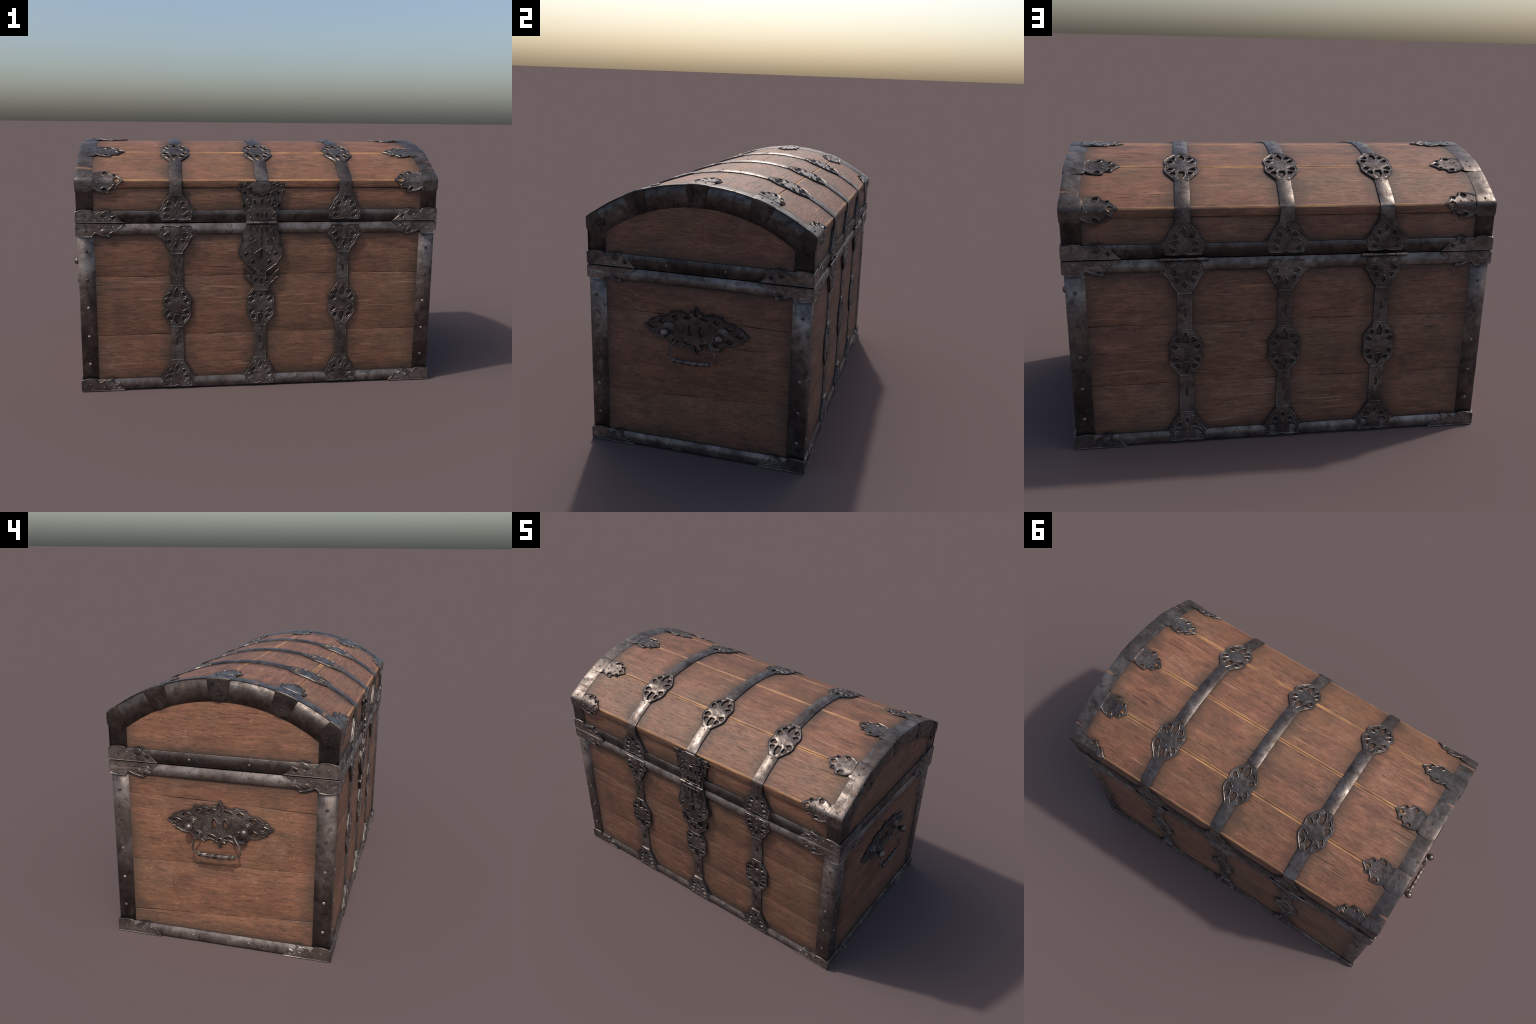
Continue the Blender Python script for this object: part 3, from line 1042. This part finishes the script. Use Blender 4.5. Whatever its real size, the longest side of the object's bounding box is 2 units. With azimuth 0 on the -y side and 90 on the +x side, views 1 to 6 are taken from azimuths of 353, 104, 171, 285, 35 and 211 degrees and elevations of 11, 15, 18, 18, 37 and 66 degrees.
ROS_Z = 0.446
STRAP_HW = 31.0
k = 0
for mk in (on_front, on_back):
    out = DIRS[mk]
    fm = mk(WY)
    for x in STRAP_X:
        k += 1
        front_mid = (mk is on_front and x == 0.0)
        # body strap with two slits
        top = 0.735 if not front_mid else 0.34
        pieces = [(0.140, 0.348, 0.258)] + ([] if front_mid else [(0.542, top, 0.637)])
        for z0, z1, zs in pieces:
            hl = (z1 - z0) / 2 * 1000
            geo = plate_geometry([(-STRAP_HW, -hl), (STRAP_HW, -hl), (STRAP_HW, hl), (-STRAP_HW, hl)], [lens(0, (zs - (z0 + z1) / 2) * 1000, 24, 7.5)], t=4.0, bead=0.5, width=4.5, step=10, base=3, dents=0.5, dome=1.6, seed=k)
            zc = (z0 + z1) / 2
            build_plate("strap", geo, shift(fm, x, zc), body, IRON_STRAP, [(0, (zs - zc) * 1000 + 55), (0, (zs - zc) * 1000 - 50)], 5.6, 3.8)
        # rosette
        build_plate("rosette", hasp_rosette_geo if front_mid else rosette_geo[k % 4], shift(fm, x, ROS_Z, 0.0025), body, IRON_STRAP, ROSETTE_RIVETS, 5.6, 3.8)
        # triangle at the foot
        build_plate("gusset", gusset_geo, shift(fm, x, 0.058, 0.0030), body, IRON_STRAP)
        build_plate("triangle_plate", tri_geo[k % 4], shift(fm, x, 0.0125, 0.0075), body, IRON_STRAP, TRI_RIVETS, 5.2, 3.8)
        if not front_mid:
            # shield under the seam
            build_plate("gusset", gusset_geo, shift(fm, x, 0.827, 0.0030, -1, -1), body, IRON_STRAP)
            build_plate("triangle_plate", tri_geo[(k + 1) % 4], shift(fm, x, 0.869, 0.0085, -1, -1), body, IRON_STRAP, TRI_RIVETS, 5.2, 4.2)
            # triangle on the lid
            build_plate("gusset", gusset_geo, shift(fm, x, 0.9395, 0.0030), lid, IRON_STRAP)
            build_plate("triangle_plate", tri_geo[(k + 2) % 4], shift(fm, x, 0.896, 0.0082), lid, IRON_STRAP, TRI_RIVETS, 5.2, 3.8)


# ------------------------------------------------------------------ lid straps over the arch
def lid_strap(x0):
    path = []
    front_low, back_low = 1.018, 1.036
    sF = -(S0 + SH_Z - front_low)
    sB = S0 + SH_Z - back_low
    if x0 == 0.0:
        sF = -(S0 + 0.012)
    ss = list(np.linspace(sF, -S0 - 0.009, 6)) + list(np.linspace(-S0 - 0.0036, -S0 + 0.0036, 6)) + list(np.linspace(-S0 + 0.012, S0 - 0.012, 90)) + list(np.linspace(S0 - 0.0036, S0 + 0.0036, 6)) + list(np.linspace(S0 + 0.009, sB, 6))
    nw = 10
    hw = 0.031
    gap = 0.098
    lengths = [[s for s in ss if s < -JOINT_S - gap], [s for s in ss if abs(s) < JOINT_S - gap], [s for s in ss if s > JOINT_S + gap]]
    V, F = [], []
    for part in lengths:
        v, f = strap_length(x0, part, nw, hw)
        kk = len(V)
        V += v
        F += [tuple(i + kk for i in q) for q in f]
    v, f = V, F
    lid_strap_rivets(x0, v, f)
    put("lid_strap", mesh_from("lid_strap", v, f, IRON, smooth_angle=42), lid)
    for i, s in enumerate((-JOINT_S, JOINT_S)):
        build_plate("rosette", rosette_geo[(i + int(x0 * 10)) % 4], shift(on_lid(x0, s), dh=0.0026), lid, IRON, ROSETTE_RIVETS + [(0, 122), (0, -122)], 5.6, 3.8)


def strap_length(x0, ss, nw, hw):
    rows = []
    for s in ss:
        y, z, ny, nz = lid_profile(s)
        mid = 1.0 if abs(s) < JOINT_S - 0.08 else 0.35
        fold = min(1, abs(abs(s) - S0) / 0.03)
        wall_up = 0.0030 if abs(s) > S0 else 0.0
        if s < 0:
            wall_up *= 1.5 if x0 != 0 else 1.0
        ramp = min(1, max(0, (abs(s) - S0 + 0.004) / 0.012))
        row = []
        for j in range(-1, nw + 2):
            t = min(1, max(0, j / nw))
            w = (2 * t - 1) * hw
            if t in (0, 1):
                w += 0.0008 * n1(s * 25 + x0 * 9, t * 5)
            h = -0.004 if j in (-1, nw + 1) else 0.0045 + wall_up * ramp + bulge(t, (0.0028 + 0.0035 * mid) * fold, 0.5) + 0.0006 * n1(s * 14, w * 30, x0)
            row.append((x0 + w, y + ny * h, z + nz * h))
        rows.append(row)
    v, f = grid(rows)
    n = nw + 3
    f.append(tuple(range(n)))
    f.append(tuple((len(rows) - 1) * n + i for i in range(n)))
    return v, f


def lid_strap_rivets(x0, v, f):
    for su, sv_, hh in ((0, -0.045, 10.6), (0, 0.045, 10.6)):
        rv, rf = rivet_geometry([(0, 0)], hh, 4.0, 3.0)
        kk = len(v)
        for a, b, h in rv:
            y, z, ny, nz = lid_profile(sv_ + b)
            v.append((x0 + a, y + ny * h, z + nz * h))
        f += [tuple(i + kk for i in q) for q in rf]
    for sv_, hh in ((-(S0 + 0.022), 13.0), (S0 + 0.022, 9.0)):
        if x0 == 0.0 and sv_ < 0:
            continue
        rv, rf = rivet_geometry([(0, 0)], hh, 4.0, 3.0)
        kk = len(v)
        for a, b, h in rv:
            y, z, ny, nz = lid_profile(sv_ + b)
            v.append((x0 + a, y + ny * h, z + nz * h))
        f += [tuple(i + kk for i in q) for q in rf]


for x in STRAP_X:
    lid_strap(x)


# ------------------------------------------------------------------ hasp and lock at the middle of the front
def scroll(cx, cy, r, turn, start, n=26, thick=3.2):
    """A rolled ornament: tapering spiral rib (returned as centre points and radii)."""
    return [(cx + (r * (1 - 0.72 * i / n)) * math.cos(math.radians(start + turn * i / n)), cy + (r * (1 - 0.72 * i / n)) * math.sin(math.radians(start + turn * i / n)), thick * (1 - 0.35 * i / n)) for i in range(n + 1)]


def rib_geometry(paths, h0):
    """Raised half-round ribs that follow plate-space paths (mm)."""
    verts, faces = [], []
    for p in paths:
        n = len(p)
        start = len(verts)
        m = 5
        for i in range(n):
            a, b = p[max(0, i - 1)], p[min(n - 1, i + 1)]
            dx, dy = b[0] - a[0], b[1] - a[1]
            L = math.hypot(dx, dy) or 1
            nx, ny = -dy / L, dx / L
            r = p[i][2]
            for j in range(m):
                t = math.pi * j / (m - 1)
                verts.append(((p[i][0] + nx * r * math.cos(t)) * MM, (p[i][1] + ny * r * math.cos(t)) * MM, (h0 - 1 + r * 1.15 * math.sin(t)) * MM))
        for i in range(n - 1):
            for j in range(m - 1):
                a = start + i * m + j
                faces.append((a, a + m, a + m + 1, a + 1))
    return verts, faces


def sym(paths):
    return paths + [[(-x, y, r) for x, y, r in p] for p in paths]


HB = {}
HB["back"] = mirror_x([(78, 1), (79, 56), (90, 62), (99, 88), (97, 102), (102, 135), (107, 164), (121, 166), (113, 185), (116, 201), (96, 196), (84, 200), (75, 214), (62, 199), (48, 197), (40, 205)])
HB["dome"] = mirror_x([(0, 138), (22, 150), (40, 148), (52, 158), (66, 162), (79, 174), (66, 184), (48, 201), (38, 206), (33, 212)])
HB["plate"] = mirror_x([(0, 14), (30, 18), (58, 17), (68, 25), (54, 34), (60, 48), (75, 58), (64, 70), (50, 88), (56, 112), (67, 137), (52, 142), (47, 150), (36, 132), (24, 140), (16, 130)])
HB["leafs"] = mirror_x([(0, -134), (12, -146), (24, -150), (36, -164), (48, -156), (50, -142), (64, -120), (58, -108), (44, -90), (48, -78), (60, -88), (70, -76), (52, -46), (58, -30), (66, -19), (44, -17), (26, -20)])
HB["lock"] = mirror_x([(24, -270), (28, -255), (46, -243), (80, -217), (106, -176), (110, -142), (93, -108), (95, -62), (84, -40), (82, -9)])
HB["lock_back"] = mirror_x([(34, -262), (50, -240), (74, -226), (92, -204), (108, -186), (122, -168), (117, -150), (114, -128), (99, -104), (101, -58)])
HB["thistle"] = mirror_x([(44, -358), (39, -346), (42, -332), (54, -314), (68, -305), (74, -293), (92, -286), (80, -275), (94, -240), (72, -258), (62, -270), (52, -285), (40, -288), (31, -276), (27, -262), (26, -250)])

back_geo = plate_geometry(HB["back"], mirror_all(lens(104, 181, 7, 5, 30)) + mirror_all(lens(84, 186, 7, 5, -20)) + mirror_all(lens(90, 84, 12, 6, 10)) + mirror_all(lens(86, 150, 11, 4, 35)), t=4.5, base=8, seed=40, width=2.8)
hasp = build_plate("hasp", back_geo, shift(on_front(WY), 0, SEAM, 0.0075), chest, IRON_DARK)
H = on_front(WY)


def orn(name, key, holes, dh, rivets=(), ribs=(), mat=IRON_STRAP, t=4.5, **kw):
    g = plate_geometry(HB[key], holes, t=t, base=5, seed=len(key), width=2.8, **kw)
    v, f = list(g[0]), list(g[1])
    if ribs:
        rv, rf = rib_geometry(sym(list(ribs)), t)
        kk = len(v)
        v += rv
        f += [tuple(i + kk for i in q) for q in rf]
    return build_plate(name, (v, f, g[2]), shift(H, 0, SEAM, dh), hasp, mat, rivets, t + 0.2, 3.4)


hasp_low = [(-78, 4), (78, 4), (79, 58), (-79, 58)]
HB["low"] = hasp_low
orn("hasp_strap", "low", [], 0.0105, t=3.5, bead=0.4)
orn("hasp_plate", "plate", mirror_all(lens(35, 104, 15, 4.5, 16)) + [lens(0, 106, 17, 4.5)] + [lens(0, 38, 17, 5)] + mirror_all(lens(23, 38, 16, 5)), 0.0150, [(0, 72), (34, 70), (-34, 70), (60, 60), (-60, 60), (40, 24), (-40, 24)],
    [scroll(62, 94, 17, 300, 200, thick=2.8), [(70, 120, 2.6), (78, 112, 3.0), (82, 100, 3.0), (78, 84, 2.6)]], bead=2.2)
orn("hasp_dome", "dome", mirror_all(lens(60, 172, 9, 4.5, 60)), 0.0150, [(0, 202), (-16, 192)], [scroll(28, 158, 11, 330, -30, thick=3.2)], bead=2.1, dome=3.0)
orn("lock_backing", "lock_back", [], 0.0040, t=3.5, bead=0.6, mat=IRON_DARK)
KEYHOLE = [(-4, -186), (4, -186), (4.5, -166), (8, -160), (8, -151), (0, -145), (-8, -151), (-8, -160), (-4.5, -166)]
orn("lock_plate", "lock", [KEYHOLE] + mirror_all(disc(76, -164, 10, 8)) + mirror_all(lens(43, -207, 13, 10, 20, 4)) + [lens(0, -254, 14, 5)], 0.0105,
    [(0, -206), (88, -196), (-88, -196), (64, -222), (-64, -222), (30, -244), (-30, -244), (82, -128), (-82, -128), (66, -30), (-66, -30)], (), bead=2.1, dome=0.8)
orn("lock_ornament", "leafs", [lens(0, -60, 44, 5)] + [lens(0, -112, 18, 4.5)] + mirror_all(lens(24, -34, 16, 4.5, -8)) + mirror_all(lens(36, -104, 16, 4.5, -28)), 0.0145,
    [(14, -70), (-14, -70), (52, -128), (-52, -128), (40, -24), (-40, -24)],
    [scroll(60, -82, 11, 330, 150, thick=3.0), scroll(36, -156, 10, 330, 100, thick=3.0), [(46, -44, 2.2), (38, -62, 2.6), (36, -80, 2.4), (26, -96, 1.8)]], bead=2.2)
orn("thistle_plate", "thistle", mirror_all(lens(30, -302, 9, 7, 10)) + [lens(0, -308, 18, 5)], 0.0095, [(25, -288), (-25, -288), (14, -330), (-14, -330), (60, -286), (-60, -286)],
    [[(58, -272, 2.4), (66, -280, 2.8), (76, -282, 2.2)]], bead=2.1)
orn("thistle_neck", "thistle", [], 0.004, t=3.0, bead=0.2, mat=IRON_DARK)


def barrel(name, fmap, u0, u1, z, cuts, parent, r=0.0070):
    """Hinge knuckles: a row of tubes round a pin."""
    verts, faces = [], []
    edges = [u0] + list(cuts) + [u1]
    n = 14
    for i in range(len(edges) - 1):
        a, b = edges[i] + 0.0009, edges[i + 1] - 0.0009
        rr = r * (1.0 if i % 2 == 0 else 0.80)
        rows = []
        for u, q in ((a, 0.3), (a, 0.86), (a + 0.001, 1.0), (b - 0.001, 1.0), (b, 0.86), (b, 0.3)):
            rows.append([fmap(u, z + rr * q * math.sin(t), rr * q * math.cos(t)) for t in [j * 2 * math.pi / n for j in range(n)]])
        gv, gf = grid(rows, True)
        k0 = len(verts)
        verts += gv
        faces += [tuple(x + k0 for x in q_) for q_ in gf]
    rows = [[fmap(u, z + 0.0035 * math.sin(t), 0.0035 * math.cos(t)) for t in [j * 2 * math.pi / 8 for j in range(8)]] for u in (u0 - 0.002, u1 + 0.002)]
    gv, gf = grid(rows, True)
    k0 = len(verts)
    verts += gv
    faces += [tuple(x + k0 for x in q_) for q_ in gf] + [tuple(k0 + j for j in range(8)), tuple(k0 + 8 + j for j in range(8))]
    put(name, mesh_from(name, verts, faces, IRON_LIGHT, smooth_angle=40), parent)


barrel("hinge_barrel", on_front(0.5325), -0.079, 0.079, SEAM - 0.001, (-0.042, 0.036), hasp)
for x in (-0.435, 0.435):
    hinge_cuts = (-x - 0.0525, -x + 0.05)
    barrel("hinge_barrel", on_back(0.5295), -x - 0.1035, -x + 0.1035, SEAM - 0.0035, hinge_cuts, body)


# ------------------------------------------------------------------ nails on the posts
def nail_mesh(kind):
    r = 0.0085
    verts = []
    n = 8
    rim = [(1.0 if i % 2 == 0 else 0.86) for i in range(n)]
    for q, h in ((1.0, -0.003), (1.0, 0.001), (0.72, 0.0032)):
        verts += [(r * q * rim[i] * math.cos(i * 2 * math.pi / n + 0.4), r * q * rim[i] * math.sin(i * 2 * math.pi / n + 0.4), h) for i in range(n)]
    faces = [(a * n + i, a * n + (i + 1) % n, (a + 1) * n + (i + 1) % n, (a + 1) * n + i) for a in range(2) for i in range(n)]
    verts.append((0.0006, 0.0004, 0.0046))
    faces += [(2 * n + i, 2 * n + (i + 1) % n, 3 * n) for i in range(n)]
    return mesh_from("nail", verts, faces, kind, smooth_angle=12)


nail_light, nail_dull = nail_mesh(IRON_NAIL), nail_mesh(IRON_DARK)
NAIL_Z = (0.1465, 0.2945, 0.446, 0.592, 0.740)
for sx in (-1, 1):
    for sy in (-1, 1):
        for i, z in enumerate(NAIL_Z):
            for leg in (0, 1):
                p = Vector((sx * 0.8835, sy * (PY - 0.0002), z)) if leg == 0 else Vector((sx * (PX - 0.0002), sy * 0.4845, z))
                nrm = Vector((0, sy, 0)) if leg == 0 else Vector((sx, 0, 0))
                lean = (nrm + Vector((random.uniform(-.09, .09), random.uniform(-.09, .09), random.uniform(-.09, .09)))).normalized()
                M = Matrix.Translation(p) @ lean.to_track_quat("Z", "Y").to_matrix().to_4x4() @ Matrix.Rotation(random.uniform(0, 6.28), 4, "Z")
                put("nail", nail_light if i < 3 else nail_dull, body, M)


# ------------------------------------------------------------------ handles on the ends
HANDLE = [(0, -117), (9, -97), (16, -84), (30, -92), (27, -77), (45, -74), (60, -79), (74, -91), (84, -82), (100, -80), (125, -82), (123, -71), (132, -63), (140, -54), (160, -53), (178, -51), (190, -45), (202, -36), (216, -38), (213, -28), (229, -27), (225, -18), (254, 0)]
HANDLE_OUT = HANDLE + [(x, -y) for x, y in HANDLE[-2::-1]]
HANDLE_OUT = HANDLE_OUT + [(-x, y) for x, y in reversed(HANDLE_OUT) if abs(x) > 1e-6]
HANDLE_HOLES = []
for sy in (-1, 1):
    HANDLE_HOLES += mirror_all(lens(39, sy * 62, 20, 8.5, 90 + sy * 12))
    HANDLE_HOLES += mirror_all([(82, sy * 56), (94, sy * 66), (112, sy * 57), (100, sy * 40)])
    HANDLE_HOLES += mirror_all([(139, sy * 33), (150, sy * 40), (166, sy * 40), (178, sy * 27), (158, sy * 18)])
    HANDLE_HOLES.append([(0, sy * 102), (8, sy * 80), (5, sy * 70), (-5, sy * 70), (-8, sy * 80)])
HANDLE_HOLES += mirror_all(lens(26, 0, 27, 10)) + mirror_all([(186, 1), (208, -9), (227, 1), (206, 10)])
HANDLE_RIVETS = [(0, 45), (0, 3), (0, -48)] + [(sx * 60, sy * 35) for sx in (-1, 1) for sy in (-1, 1)] + [(sx * 74, sy * 74) for sx in (-1, 1) for sy in (-1, 1)] + [(sx * 200, sy * 22) for sx in (-1, 1) for sy in (-1, 1)]
handle_geo = plate_geometry(HANDLE_OUT, HANDLE_HOLES, t=5.5, bead=2.3, width=4.0, step=9, base=1, dents=0.6, dome=0.8, seed=55)


def lathe(fmap, u, v, prof, n=20):
    rows = [[fmap(u + r * math.cos(t), v + r * math.sin(t), h) for t in [j * 2 * math.pi / n for j in range(n)]] for r, h in prof]
    return grid(rows, True)


def tube(points, radius, fmap, n=8, twist=0.0, lobes=0, amp=0.0):
    """Sweep along a polyline in plate space (u, v, h)."""
    rows = []
    P = [Vector(p) for p in points]
    for i, p in enumerate(P):
        d = (P[min(i + 1, len(P) - 1)] - P[max(i - 1, 0)]).normalized()
        a = d.cross(Vector((0, 0, 1)))
        if a.length < 0.05:
            a = d.cross(Vector((1, 0, 0)))
        a.normalize()
        b = d.cross(a)
        r0 = radius(i / (len(P) - 1)) if callable(radius) else radius
        row = []
        for j in range(n):
            t = j * 2 * math.pi / n
            r = r0 * (1 + amp * math.cos(lobes * (t + twist * i)))
            row.append(fmap(*(p + a * r * math.cos(t) + b * r * math.sin(t))))
        rows.append(row)
    v, f = grid(rows, True)
    m = len(rows)
    f += [tuple(range(n)), tuple((m - 1) * n + j for j in range(n))]
    return v, f


for mk in (on_right, on_left):
    fm = mk(WX)
    HZ = 0.6205
    hp = build_plate("handle", handle_geo, shift(fm, 0, HZ, 0.003), chest, IRON_STRAP, HANDLE_RIVETS, 6.2, 4.8, bead_mat=IRON)
    KX = 0.9795 - WX
    for sgn in (-1, 1):
        u, v = sgn * 0.128, 0.6165
        prof = [(0.030, 0.006), (0.031, 0.0095), (0.027, 0.012), (0.0245, 0.0115), (0.0235, 0.015), (0.018, 0.0175), (0.0145, 0.0165), (0.0105, 0.020), (0.0095, 0.030), (0.0095, 0.040), (0.013, 0.0445)]
        R = 0.0205
        for i in range(1, 12):
            a = math.pi * (0.17 + 0.83 * i / 11)
            prof.append((max(0.0004, R * math.sin(a)), KX - R * math.cos(a)))
        gv, gf = lathe(fm, u, v, prof, 20)
        # a leafy bow on the collar
        for tt in (35, 145):
            ca, sa = math.cos(math.radians(tt)), math.sin(math.radians(tt))
            rv, rf = tube([(u + ca * q_, v + sa * q_ * 0.7 + 0.004, 0.011) for q_ in (0.016, 0.026, 0.036, 0.044)], lambda t: 0.006 * (1 - t) + 0.0012, fm, 6)
            k0 = len(gv)
            gv += rv
            gf += [tuple(x + k0 for x in q_) for q_ in rf]
        put("knob", mesh_from("knob", gv, gf, IRON_KNOB, smooth_angle=50), hp)
    for sgn in (-1, 1):
        arm = [(0.128, 0.6165, 0.036), (0.112, 0.6145, 0.040), (0.100, 0.610, 0.047), (0.097, 0.598, 0.046), (0.083, 0.588, 0.042), (0.080, 0.581, 0.046), (0.092, 0.564, 0.052), (0.106, 0.547, 0.056), (0.1105, 0.526, 0.059), (0.113, 0.508, 0.060), (0.100, 0.4985, 0.060), (0.080, 0.4925, 0.060)]
        gv, gf = tube([(sgn * a, b, c) for a, b, c in arm], lambda t: 0.0050 if t < 0.4 else 0.0045, fm, 8)
        put("bail_arm", mesh_from("bail_arm", gv, gf, IRON, smooth_angle=40), hp)
    m = 90
    pts = []
    for i in range(m + 1):
        t = i / m * 2 - 1
        pts.append((t * 0.0845, 0.4915 - 0.0055 * (1 - t * t), 0.060))
    gv, gf = tube(pts, lambda t: 0.0104 if 0.04 < t < 0.96 else 0.0118, fm, 20, 0.085, 4, 0.13)
    put("grip", mesh_from("grip", gv, gf, IRON, smooth_angle=60), hp)

chest.location.y = 0.0025
bpy.context.view_layer.update()
